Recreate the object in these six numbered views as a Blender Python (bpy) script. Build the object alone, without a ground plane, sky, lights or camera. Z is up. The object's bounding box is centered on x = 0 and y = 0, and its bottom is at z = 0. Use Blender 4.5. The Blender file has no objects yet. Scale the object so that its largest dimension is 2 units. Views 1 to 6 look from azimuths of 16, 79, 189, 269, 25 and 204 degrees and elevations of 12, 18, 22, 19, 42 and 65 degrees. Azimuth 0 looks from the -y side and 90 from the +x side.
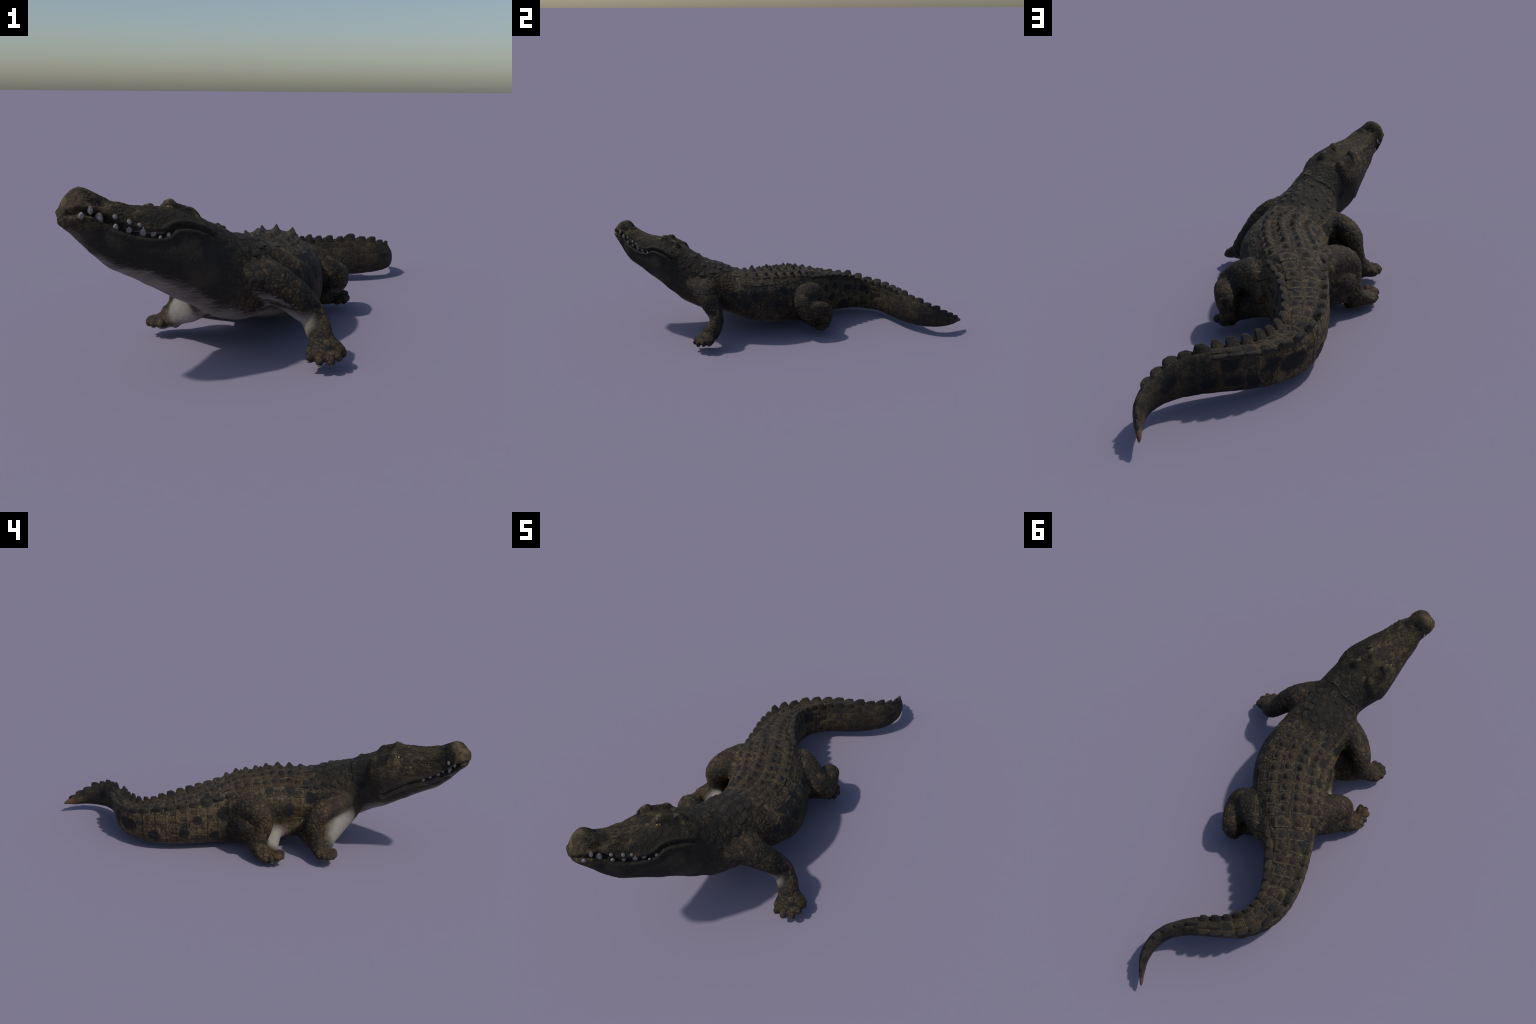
import bpy, bmesh, math, random
import numpy as np
from mathutils import Vector, Matrix
from mathutils.bvhtree import BVHTree

rng = np.random.default_rng(7)
VOX = 0.0036

# ------------------------------------------------------------------ helpers
def unit(v):
    v = np.asarray(v, float)
    return v / (np.linalg.norm(v) + 1e-12)

def spline(P, per):
    """Catmull-Rom through rows of P (any number of columns)."""
    P = np.asarray(P, float)
    Q = np.vstack([2 * P[0] - P[1], P, 2 * P[-1] - P[-2]])
    out = []
    for i in range(1, len(Q) - 2):
        a, b, c, d = Q[i - 1:i + 3]
        for k in range(per):
            t = k / per
            out.append(.5 * (2 * b + (c - a) * t + (2 * a - 5 * b + 4 * c - d) * t * t + (3 * b - a - 3 * c + d) * t ** 3))
    out.append(P[-1])
    return np.array(out)

def new_mesh(name, verts, faces):
    me = bpy.data.meshes.new(name)
    me.from_pydata([tuple(v) for v in verts], [], faces)
    me.update()
    return me

def rings_to_mesh(rings):
    """rings: (n, m, 3) -> closed tube."""
    n, m, _ = rings.shape
    V = list(rings.reshape(-1, 3))
    F = []
    for i in range(n - 1):
        for j in range(m):
            k = (j + 1) % m
            F.append((i * m + j, i * m + k, (i + 1) * m + k, (i + 1) * m + j))
    V.append(rings[0].mean(0)); V.append(rings[-1].mean(0))
    a, b = n * m, n * m + 1
    for j in range(m):
        k = (j + 1) % m
        F.append((a, k, j)); F.append((b, (n - 1) * m + j, (n - 1) * m + k))
    return V, F

# ------------------------------------------------------------------ body axis
# head frame: origin between the eyes, d points to the snout, l to the animal's left
HO = np.array((-.181, -.685)); HD = np.array((-.523, -.852)); HL = np.array((.852, -.523))
def head_xy(t, l):
    return HO + HD * t + HL * l

# t along head, sideways centre, centre height, half width, height above, height below, roll, squareness top, bottom
HEAD = [
    (.337, .026, .530, .013, .014, .015, 14, 2.2, 2.2),
    (.328, .025, .530, .036, .031, .032, 14, 2.3, 2.4),
    (.310, .027, .530, .049, .058, .050, 14, 2.4, 2.4),
    (.282, .030, .519, .056, .086, .070, 15, 2.6, 2.4),
    (.250, .035, .501, .055, .093, .093, 16, 2.9, 2.4),
    (.205, .042, .470, .076, .095, .101, 16, 2.9, 2.4),
    (.160, .043, .449, .085, .096, .102, 16, 2.8, 2.5),
    (.120, .044, .432, .096, .104, .104, 16, 2.8, 2.6),
    (.070, .042, .416, .110, .114, .118, 16, 2.8, 2.6),
    (.030, .040, .402, .121, .124, .124, 16, 2.7, 2.5),
    (-.020, .040, .379, .135, .136, .130, 15, 2.5, 2.4),
    (-.060, .043, .360, .133, .143, .138, 14, 2.4, 2.3),
    (-.110, .047, .334, .125, .149, .140, 13, 2.3, 2.2),
    (-.160, .049, .304, .123, .155, .142, 12, 2.2, 2.2),
]
# x, y, centre height, half width, above, below, roll, squareness top, bottom
TRUNK = [
    (-.027, -.488, .268, .135, .153, .144, 11, 2.1, 2.3),
    (-.002, -.392, .245, .152, .147, .134, 14, 2.1, 2.3),
    (.022, -.300, .220, .168, .137, .135, 12, 1.95, 2.6),
    (.039, -.210, .203, .181, .144, .144, 8, 1.98, 3.2),
    (.031, -.120, .195, .182, .150, .151, 6, 2.1, 3.4),
    (.004, -.030, .183, .169, .155, .156, 4, 2.3, 3.2),
    (-.026, .060, .170, .148, .160, .164, 3, 2.6, 2.5),
    (-.055, .140, .157, .129, .153, .150, 3, 3.0, 2.4),
    (-.081, .220, .147, .110, .136, .132, 3, 3.0, 2.4),
    (-.098, .300, .138, .099, .118, .122, 3, 3.0, 2.4),
    (-.107, .380, .130, .089, .105, .114, 3, 3.0, 2.4),
    (-.104, .450, .121, .079, .096, .104, 3, 3.0, 2.3),
    (-.080, .516, .113, .070, .085, .096, 4, 2.8, 2.3),
    (-.032, .580, .108, .060, .078, .088, 5, 2.7, 2.3),
    (.034, .626, .109, .051, .076, .088, 7, 2.5, 2.3),
    (.114, .656, .110, .043, .078, .087, 8, 2.2, 2.3),
    (.197, .686, .110, .038, .082, .084, 8, 1.9, 2.3),
    (.258, .721, .107, .034, .077, .078, 8, 1.8, 2.3),
    (.308, .766, .102, .031, .068, .071, 8, 1.8, 2.2),
    (.338, .824, .093, .027, .058, .060, 6, 1.8, 2.2),
    (.345, .887, .082, .020, .044, .046, 4, 1.8, 2.2),
    (.332, .944, .067, .013, .030, .030, 0, 2.0, 2.0),
    (.316, .988, .055, .008, .013, .013, 0, 2.0, 2.0),
    (.308, 1.009, .049, .002, .003, .003, 0, 2.0, 2.0),
]
ST = np.array([(*head_xy(t, l), *r) for t, l, *r in HEAD] + TRUNK)
AX = spline(ST, 6)                       # interpolated stations
NA = len(AX)
TAN = np.gradient(AX[:, :2], axis=0)
TAN[:len(HEAD) * 6 - 12] = -HD           # the head and its sections stay straight
for _ in range(24):
    TAN[1:-1] = (TAN[:-2] + 2 * TAN[1:-1] + TAN[2:]) / 4
TAN /= np.linalg.norm(TAN, axis=1)[:, None]
LAT = np.stack([TAN[:, 1], -TAN[:, 0], np.zeros(NA)], 1)
ROLL = np.radians(AX[:, 6])
EL = LAT * np.cos(ROLL)[:, None] + np.array((0, 0, 1.)) * np.sin(ROLL)[:, None]
EU = -LAT * np.sin(ROLL)[:, None] + np.array((0, 0, 1.)) * np.cos(ROLL)[:, None]
CEN = AX[:, :3]
ARC = np.r_[0, np.cumsum(np.linalg.norm(np.diff(AX[:, :2], axis=0), axis=1))]
S_OF = lambda station: ARC[station * 6]
S_NECK, S_TORSO, S_TAIL = S_OF(11) + .01, S_OF(14), S_OF(21) + .02

# 0 at the hips, 1 where the two crests of the tail meet
TAIL_K = np.clip((ARC - (S_TAIL - .04)) / (S_OF(30) - S_TAIL + .04), -1, 2)
S_MERGE = S_OF(29) + .03

def body_loft(m=96):
    th = np.arange(m) * 2 * math.pi / m
    rings = []
    for i in range(NA):
        w, hu, hd, nt, nb = AX[i, 3], AX[i, 4], AX[i, 5], AX[i, 7], AX[i, 8]
        c, s = np.cos(th), np.sin(th)
        n = np.where(s > 0, nt, nb)
        a = np.sign(c) * np.abs(c) ** (2 / n) * w
        b = np.sign(s) * np.abs(s) ** (2 / n) * np.where(s > 0, hu, hd)
        # paired ridges along the tail, closing to one blade near its end
        y = TAIL_K[i]
        if y > 0:
            r = np.exp(-((np.abs(a) / max(w, .02) - .84) / .17) ** 2) if y < 1 else 0
            b = b + np.where(s > 0, r * min(1, y * 2.2) * np.where(a > 0, .027, .014), 0)
        rings.append(CEN[i] + EL[i] * a[:, None] + EU[i] * b[:, None])
    return rings_to_mesh(np.array(rings))

def limb_loft(stations, side=(0, 0, 1), per=6, m=28):
    """stations: x, y, z, radius across, radius along `side`."""
    P = spline(stations, per)
    T = np.gradient(P[:, :3], axis=0)
    rings = []
    th = np.arange(m) * 2 * math.pi / m
    s0 = unit(side)
    for p, t in zip(P, T):
        t = unit(t)
        b = unit(s0 - t * (s0 @ t)); a = np.cross(t, b)
        rings.append(p[:3] + a * (np.cos(th) * p[3])[:, None] + b * (np.sin(th) * p[4])[:, None])
        s0 = b
    return rings_to_mesh(np.array(rings))

LIMBS = {
    # name, list of stations
    'forelimb_left': [(.060, -.470, .272, .078, .074), (.120, -.506, .276, .074, .060), (.172, -.503, .254, .057, .052), (.217, -.476, .209, .050, .047),
                      (.252, -.459, .160, .042, .045), (.282, -.477, .108, .044, .043), (.300, -.506, .080, .050, .034)],
    'forelimb_right': [(-.030, -.440, .215, .085, .085), (-.112, -.432, .238, .078, .068), (-.188, -.396, .244, .060, .052), (-.243, -.335, .224, .048, .046),
                       (-.254, -.312, .180, .042, .044), (-.260, -.320, .122, .042, .044), (-.272, -.328, .080, .045, .042), (-.300, -.342, .058, .048, .034)],
    'hindlimb_right': [(-.060, .070, .175, .088, .088), (-.130, .036, .220, .088, .078), (-.193, -.020, .228, .073, .066), (-.238, -.059, .205, .058, .057),
                       (-.250, -.062, .155, .047, .050), (-.258, -.045, .105, .043, .045), (-.268, -.040, .066, .044, .040), (-.300, -.065, .046, .046, .032)],
    'hindlimb_left': [(.030, .150, .165, .085, .085), (.090, .112, .208, .084, .068), (.150, .078, .206, .070, .062), (.204, .058, .180, .056, .056), (.228, .078, .142, .050, .056),
                      (.224, .128, .152, .048, .054), (.214, .184, .142, .042, .046), (.205, .198, .098, .040, .038), (.216, .182, .060, .044, .032)],
}
# palm stations then toe tips (base -> tip)
FEET = {
    'forefoot_left': dict(palm=[(.292, -.498, .088, .042, .030), (.314, -.530, .064, .070, .030), (.325, -.552, .050, .066, .022)],
                          toes=[(.372, -.516, .054), (.369, -.550, .042), (.346, -.582, .036), (.306, -.596, .036), (.270, -.588, .042)]),
    'forefoot_right': dict(palm=[(-.285, -.330, .070, .042, .034), (-.318, -.353, .052, .050, .028), (-.335, -.366, .046, .045, .022)],
                           toes=[(-.366, -.346, .042), (-.371, -.374, .044), (-.358, -.398, .046), (-.333, -.410, .046), (-.302, -.412, .048)]),
    'hindfoot_right': dict(palm=[(-.280, -.046, .056, .044, .034), (-.313, -.085, .041, .050, .030), (-.330, -.107, .037, .046, .024)],
                           toes=[(-.362, -.108, .026), (-.364, -.142, .040), (-.347, -.162, .044), (-.318, -.166, .050)]),
    'hindfoot_left': dict(palm=[(.200, .178, .065, .040, .034), (.218, .168, .050, .048, .028), (.232, .162, .042, .046, .022)],
                          toes=[(.264, .196, .052), (.274, .170, .042), (.266, .142, .034), (.236, .128, .030)]),
}
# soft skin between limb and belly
WEBS = [
    [(-.106, -.498, .206, .052, .060), (-.170, -.432, .156, .042, .066), (-.236, -.384, .106, .032, .050), (-.280, -.362, .058, .026, .028)],
    [(-.110, -.330, .130, .050, .050), (-.195, -.328, .115, .040, .045), (-.250, -.316, .095, .030, .035)],
    [(-.080, -.270, .100, .050, .050), (-.170, -.275, .088, .040, .032), (-.250, -.305, .070, .030, .025)],
    [(-.060, -.110, .110, .050, .070), (-.110, -.114, .095, .045, .055), (-.170, -.116, .070, .038, .036), (-.270, -.105, .046, .028, .024)],
    [(-.120, .060, .170, .055, .065), (-.195, .030, .160, .050, .055), (-.250, -.008, .130, .040, .045)],
    [(.030, -.568, .290, .056, .060), (.105, -.542, .290, .046, .046), (.165, -.510, .272, .042, .036)],
    [(-.120, .050, .090, .050, .042), (-.190, .010, .086, .042, .036), (-.235, -.028, .074, .030, .028)],
    [(-.235, -.040, .034, .034, .026), (-.300, -.088, .026, .040, .020)],
    [(-.110, -.250, .098, .042, .040), (-.118, -.160, .091, .042, .036), (-.112, -.070, .088, .042, .036)],
    [(.110, -.480, .232, .040, .044), (.178, -.482, .206, .040, .038), (.232, -.468, .160, .034, .034)],
    [(.060, .090, .080, .050, .050), (.130, .105, .070, .042, .040), (.205, .140, .050, .032, .025)],
    [(.050, .150, .110, .050, .050), (.120, .150, .100, .040, .040), (.185, .165, .080, .030, .030)],
    [(.110, .110, .180, .040, .040), (.160, .100, .170, .040, .040), (.205, .110, .150, .030, .030)],
]

def toe_lofts(foot):
    palm = np.array(foot['palm'])
    c = palm[1, :3]; out = []
    for tip in foot['toes']:
        tip = np.array(tip)
        base = c + (palm[2, :3] - c) * .4 + (tip - palm[2, :3]) * .25
        knuckle = base * .45 + tip * .55 + np.array((0, 0, .010))
        out.append(limb_loft([(*base, .018, .017), (*knuckle, .0165, .016), (*(knuckle * .35 + tip * .65), .0145, .014), (*tip, .008, .009)], per=4, m=14))
    return out


# ------------------------------------------------------------------ raw solid -> one skin
def get_co(me):
    a = np.empty(len(me.vertices) * 3, np.float32); me.vertices.foreach_get('co', a)
    return a.reshape(-1, 3).astype(float)
def set_co(me, co):
    me.vertices.foreach_set('co', np.ascontiguousarray(co, np.float32).ravel()); me.update()
def get_no(me):
    a = np.empty(len(me.vertices) * 3, np.float32); me.vertex_normals.foreach_get('vector', a)
    return a.reshape(-1, 3).astype(float)
class Smoother:
    def __init__(self, me):
        e = np.empty(len(me.edges) * 2, np.int32); me.edges.foreach_get('vertices', e)
        self.e = e.reshape(-1, 2)
        self.deg = np.bincount(e, minlength=len(me.vertices)).astype(float)[:, None]
    def lap(self, x):
        s = np.zeros_like(x); e = self.e
        for k in range(x.shape[1]):
            s[:, k] = np.bincount(e[:, 0], x[e[:, 1], k], len(x)) + np.bincount(e[:, 1], x[e[:, 0], k], len(x))
        return s / self.deg - x
    def taubin(self, x, n, w=1.0):
        for _ in range(n):
            x = x + .5 * w * self.lap(x)
            x = x - .52 * w * self.lap(x)
        return x
def remesh(me, voxel):
    ob = bpy.data.objects.new('raw', me)
    bpy.context.scene.collection.objects.link(ob)
    md = ob.modifiers.new('r', 'REMESH'); md.mode = 'VOXEL'; md.voxel_size = voxel
    dg = bpy.context.evaluated_depsgraph_get()
    out = bpy.data.meshes.new_from_object(ob.evaluated_get(dg))
    bpy.data.objects.remove(ob); bpy.data.meshes.remove(me)
    return out
def solid(parts):
    bm = bmesh.new()
    for V, F in parts:
        vs = [bm.verts.new(v) for v in V]
        for f in F:
            bm.faces.new([vs[i] for i in f])
    bmesh.ops.recalc_face_normals(bm, faces=bm.faces)
    me = bpy.data.meshes.new('raw'); bm.to_mesh(me); bm.free()
    return me
def mesh_parts(me):
    return [v.co[:] for v in me.vertices], [tuple(p.vertices) for p in me.polygons]

trunk_parts = [body_loft()] + [limb_loft(st) for st in LIMBS.values()] + [limb_loft(w) for w in WEBS] + [limb_loft(ft['palm'], per=5, m=24) for ft in FEET.values()]
core = remesh(solid(trunk_parts), .0065)
def swell(me, d):
    co, no = get_co(me), get_no(me)
    sm = Smoother(me)
    for _ in range(4):
        no = no + .5 * sm.lap(no)
    no /= np.linalg.norm(no, axis=1)[:, None] + 1e-9
    set_co(me, co + no * d)
    return me
GAP = .013                                # fills the folds where limbs meet the body
core = remesh(swell(core, GAP), .0065)
set_co(core, Smoother(core).taubin(get_co(core), 4))
core = swell(core, -GAP)
foot_parts = []
for ft in FEET.values():
    foot_parts += toe_lofts(ft)
skin = remesh(solid([mesh_parts(core)] + foot_parts), VOX)
bpy.data.meshes.remove(core)
SM = Smoother(skin)
co = SM.taubin(get_co(skin), 7)
set_co(skin, co)

# ------------------------------------------------------------------ sculpted forms
def nearest(pts, samples):
    best = np.full(len(pts), 1e9); idx = np.zeros(len(pts), int)
    for i, q in enumerate(samples):
        d = ((pts - q) ** 2).sum(1); m = d < best
        best[m] = d[m]; idx[m] = i
    return idx, np.sqrt(best)
def sstep(x, a, b):
    t = np.clip((x - a) / (b - a), 0, 1)
    return t * t * (3 - 2 * t)
def head_coords(P):
    """along snout, sideways, height for points."""
    q = P[:, :2] - HO
    return q @ HD, q @ HL, P[:, 2]
def seg_dist(P, A, B):
    ab = B - A; t = np.clip(((P - A) @ ab) / (ab @ ab), 0, 1)
    return np.linalg.norm(P - A - t[:, None] * ab, axis=1), t
def path_dist(P, pts):
    d = np.full(len(P), 9.)
    for A, B in zip(pts[:-1], pts[1:]):
        d = np.minimum(d, seg_dist(P, np.array(A), np.array(B))[0])
    return d

no = get_no(skin)
for _ in range(3):
    no = no + .5 * SM.lap(no)
no /= np.linalg.norm(no, axis=1)[:, None]
t_, l_, z_ = head_coords(co)
UP = np.array((-.2, -.05, 1.0)); UP /= np.linalg.norm(UP)
def bump(center, r, h, direction=None, flat=1.0):
    global co
    d = np.linalg.norm((co - np.array(center)) * np.array((1, 1, flat)), axis=1)
    w = np.exp(-(d / r) ** 2 * 1.4) * h
    co = co + w[:, None] * (no if direction is None else np.array(direction))
def ridge(pts, r, h, direction=None):
    global co
    w = np.exp(-(path_dist(co, pts) / r) ** 2 * 1.4) * h
    co = co + w[:, None] * (no if direction is None else np.array(direction))
set_co(skin, co)
def tree_of(me):
    bm = bmesh.new(); bm.from_mesh(me)
    bvh = BVHTree.FromBMesh(bm); bm.free()
    return bvh
bvh = tree_of(skin)
def dome(path, R, drop=.030, soft=.006):
    """swell the skin up to a rounded ridge whose crest follows `path`."""
    global co
    P = np.array(path, float)
    best = np.full(len(co), -9.)
    for A, B in zip(P[:-1], P[1:]):
        ab = (B - A)[:2]
        t = np.clip(((co[:, :2] - A[:2]) @ ab) / (ab @ ab + 1e-12), 0, 1)
        r = np.linalg.norm(co[:, :2] - A[:2] - t[:, None] * ab, axis=1)
        best = np.maximum(best, A[2] + t * (B[2] - A[2]) - drop * (r / R) ** 2)
    k = (no[:, 2] > .05) & (best > co[:, 2] - .02) & (co[:, 2] > best - .07)
    d = best - co[:, 2]
    lift = .5 * (d + np.sqrt(d * d + soft * soft))           # smooth maximum
    co[k, 2] += (lift * sstep(no[:, 2], .05, .35))[k]
# brows, skull table, nostril disc
dome([(-.228, -.672, .524), (-.219, -.658, .526)], .024)
dome([(-.143, -.713, .548), (-.135, -.700, .550)], .024)
dome([(-.205, -.638, .507), (-.176, -.597, .492)], .024, .024)
dome([(-.120, -.684, .534), (-.092, -.648, .520)], .024, .024)
ridge([(-.175, -.745, .552), (-.160, -.700, .540)], .016, -.006, UP)
ridge([(-.165, -.660, .52), (-.125, -.600, .49)], .020, -.008, UP)
ridge([(-.215, -.760, .545), (-.250, -.820, .555), (-.290, -.870, .575)], .012, .004, UP)
ridge([(-.285, -.770, .51), (-.320, -.840, .53)], .012, .004)
ridge([(-.180, -.800, .53), (-.225, -.875, .54)], .012, .004)
bump((-.318, -.900, .590), .030, .009, UP)
bump((-.316, -.870, .568), .012, -.006)
bump((-.285, -.885, .572), .012, -.006)
ridge([(-.275, -.935, .565), (-.250, -.925, .555)], .020, -.012)      # notch behind the nostrils
ridge([(-.352, -.880, .530), (-.335, -.850, .510)], .018, -.010)
ridge([(-.120, -.735, .530), (-.180, -.815, .545), (-.225, -.870, .553)], .011, .005)
ridge([(-.255, -.700, .505), (-.295, -.790, .515)], .011, .005)
ridge([(-.110, -.700, .500), (-.060, -.670, .472), (-.03, -.640, .45)], .013, .005)
bump((-.045, -.690, .445), .045, .008)                                # jaw muscle
bump((-.225, -.590, .395), .045, .008)
# nape collar: step down behind the head
tt = np.array([-.205, -.19, -.17])
s_idx, s_dist = nearest(co, CEN)
arc = ARC[s_idx]
u_ = ((co - CEN[s_idx]) * EL[s_idx]).sum(1); v_ = ((co - CEN[s_idx]) * EU[s_idx]).sum(1)
top = sstep(v_, .02, .09)
a_head = ARC[12 * 6]
curve_back = arc + .25 * np.abs(u_)
co = co + no * ((sstep(curve_back, a_head - .095, a_head - .040) - sstep(curve_back, a_head + .040, a_head + .080)) * top * .0035)[:, None]
co = co + no * (-np.exp(-((curve_back - (a_head - .078)) / .016) ** 2) * top * .0020)[:, None]

# mouth line on both sides (left, right), as points on the surface
def head_ray(t, b, side):
    """centre of the head section at t, raised by b, seen from the side."""
    H = np.array(HEAD)[::-1]
    l = np.interp(t, H[:, 0], H[:, 1]); z = np.interp(t, H[:, 0], H[:, 2])
    ph = math.radians(np.interp(t, H[:, 0], H[:, 6]))
    c = np.array((*head_xy(t, l), z))
    el = np.array((*(HL * math.cos(ph)), math.sin(ph))); eu = np.array((*(-HL * math.sin(ph)), math.cos(ph)))
    return c + eu * b + el * side * .3, -el * side, eu
MOUTH = {  # t along the head, height b above section centre
    1: [(.338, .000), (.300, .004), (.250, .012), (.200, .002), (.141, .006), (.100, .012), (.067, .022), (.040, .044), (.000, .060), (-.050, .070), (-.095, .074)],
    -1: [(.338, .000), (.300, -.006), (.265, -.020), (.230, -.020), (.194, -.012), (.164, -.014), (.125, -.004), (.080, -.006), (.030, -.014), (-.020, -.020)],
}
set_co(skin, co)
bvh = tree_of(skin)
def cast(o, d):
    h = bvh.ray_cast(Vector(o), Vector(d))
    return (np.array(h[0]), np.array(h[1])) if h[0] is not None else (None, None)
LIPS = {}
for side, pts in MOUTH.items():
    fine = spline(pts, 5)
    P = []
    for t, b in fine:
        o, d, eu = head_ray(t, b, side)
        p, n = cast(o, d)
        if p is not None:
            P.append(p)
    LIPS[side] = np.array(P)
    d = path_dist(co, P)
    gap = path_dist(co, P[int(len(P) * .12):int(len(P) * (.58 if side > 0 else .62))])
    co = co - no * (.007 * np.exp(-(gap / .012) ** 2))[:, None]
    co = co + no * (.006 * np.exp(-((d - .014) / .009) ** 2) - .009 * np.exp(-(d / .007) ** 2))[:, None]
# eye sockets
EYES = {1: (-.128, -.735, .515), -1: (-.244, -.681, .506)}
# flank fold along each leg and low lumps everywhere
from mathutils import noise
lump = np.array([noise.fractal(Vector(p * 14), 1.0, 2.0, 3) for p in co])
co = co + no * (lump * .0018)[:, None]
set_co(skin, co)

# ------------------------------------------------------------------ node helpers (shader and geometry trees share them)
class NB:
    def __init__(self, tree):
        self.t = tree
    def put(self, kind, **kw):
        n = self.t.nodes.new(kind)
        for k, v in kw.items():
            setattr(n, k, v)
        return n
    def wire(self, sock, v):
        if isinstance(v, bpy.types.NodeSocket):
            self.t.links.new(v, sock)
        elif v is not None:
            sock.default_value = v
    def m(self, op, a, b=None, c=None, clamp=False):
        n = self.put('ShaderNodeMath', operation=op, use_clamp=clamp)
        for s_, v in zip(n.inputs, (a, b, c)):
            self.wire(s_, v)
        return n.outputs[0]
    def v(self, op, a, b=None, scale=None):
        n = self.put('ShaderNodeVectorMath', operation=op)
        self.wire(n.inputs[0], a); self.wire(n.inputs[1], b)
        if scale is not None:
            self.wire(n.inputs['Scale'], scale)
        return n.outputs['Value'] if op in ('DOT_PRODUCT', 'LENGTH', 'DISTANCE') else n.outputs['Vector']
    def step(self, x, a, b):
        n = self.put('ShaderNodeMapRange', interpolation_type='SMOOTHSTEP')
        self.wire(n.inputs['Value'], x)
        n.inputs['From Min'].default_value = a; n.inputs['From Max'].default_value = b
        return n.outputs['Result']
    def xyz(self, p):
        return self.put_in('ShaderNodeSeparateXYZ', p).outputs
    def put_in(self, kind, a):
        n = self.put(kind); self.wire(n.inputs[0], a); return n
    def vec(self, x, y, z):
        n = self.put('ShaderNodeCombineXYZ')
        for s_, v in zip(n.inputs, (x, y, z)):
            self.wire(s_, v)
        return n.outputs[0]
    def noise(self, p, scale, detail=3, rough=.55, dist=0):
        n = self.put('ShaderNodeTexNoise')
        self.wire(n.inputs['Vector'], p)
        n.inputs['Scale'].default_value = scale; n.inputs['Detail'].default_value = detail
        n.inputs['Roughness'].default_value = rough; n.inputs['Distortion'].default_value = dist
        return n.outputs[0], n.outputs[1]
    def voronoi(self, p, scale, rand, feature='F1'):
        n = self.put('ShaderNodeTexVoronoi', feature=feature)
        self.wire(n.inputs['Vector'], p)
        n.inputs['Scale'].default_value = scale; n.inputs['Randomness'].default_value = rand
        return n
    def mix(self, f, a, b):
        n = self.put('ShaderNodeMix', data_type='RGBA', clamp_factor=True)
        self.wire(n.inputs[0], f)
        for s_, v in ((n.inputs[6], a), (n.inputs[7], b)):
            self.wire(s_, v if isinstance(v, bpy.types.NodeSocket) else (*v, 1))
        return n.outputs[2]
    def lerp(self, f, a, b):
        n = self.put('ShaderNodeMix', data_type='FLOAT', clamp_factor=True)
        self.wire(n.inputs[0], f); self.wire(n.inputs[2], a); self.wire(n.inputs[3], b)
        return n.outputs[0]
    def blobs(self, p, items, soft):
        """1 inside any of the ellipsoids (x, y, z, rx, ry, rz), fading over `soft`."""
        best = None
        for x, y, z, *r in items:
            r = r if len(r) == 3 else [r[0]] * 3
            q = self.v('DIVIDE', self.v('SUBTRACT', p, (x, y, z)), tuple(r))
            d = self.v('LENGTH', q)
            best = d if best is None else self.m('MINIMUM', best, d)
        return self.m('SUBTRACT', 1, self.step(best, 1 - soft, 1 + soft))

def spine_coords(nb, p):
    """along the body, sideways, height: straight trunk, then two bends of the tail."""
    x, y, z = nb.xyz(p)
    fc = nb.put('ShaderNodeFloatCurve')
    pts = [(-.70, -.10), (-.48, -.04), (-.30, .015), (-.20, .03), (-.12, .026), (-.03, .003), (.06, -.026), (.14, -.053), (.22, -.08), (.30, -.097), (.45, -.105)]
    cv = fc.mapping.curves[0]
    while len(cv.points) < len(pts):
        cv.points.new(.5, .5)
    for q, (yy, xx) in zip(cv.points, pts):
        q.location = ((yy + .8) / 1.3, xx + .5)
    fc.mapping.update()
    nb.wire(fc.inputs['Value'], nb.m('DIVIDE', nb.m('ADD', y, .8), 1.3))
    ua = nb.m('SUBTRACT', x, nb.m('SUBTRACT', fc.outputs[0], .5))
    dx, dy = nb.m('SUBTRACT', x, .13), nb.m('SUBTRACT', y, .45)
    ang = nb.m('ARCTAN2', dy, nb.m('MULTIPLY', dx, -1))
    sb = nb.m('MULTIPLY_ADD', ang, .23, .45)
    ub = nb.m('SUBTRACT', .23, nb.m('SQRT', nb.m('ADD', nb.m('MULTIPLY', dx, dx), nb.m('MULTIPLY', dy, dy))))
    ex, ey = nb.m('SUBTRACT', x, .16), nb.m('SUBTRACT', y, .93)
    ang2 = nb.m('ARCTAN2', ex, nb.m('MULTIPLY', ey, -1))
    sc = nb.m('MULTIPLY_ADD', ang2, .18, .85)
    uc = nb.m('SUBTRACT', nb.m('SQRT', nb.m('ADD', nb.m('MULTIPLY', ex, ex), nb.m('MULTIPLY', ey, ey))), .24)
    tail = nb.m('GREATER_THAN', y, .45)
    tip = nb.m('MULTIPLY', tail, nb.m('GREATER_THAN', x, .17))
    s_ = nb.lerp(tip, nb.lerp(tail, y, sb), sc)
    u = nb.lerp(tip, nb.lerp(tail, ua, ub), uc)
    return s_, u, z

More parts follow.
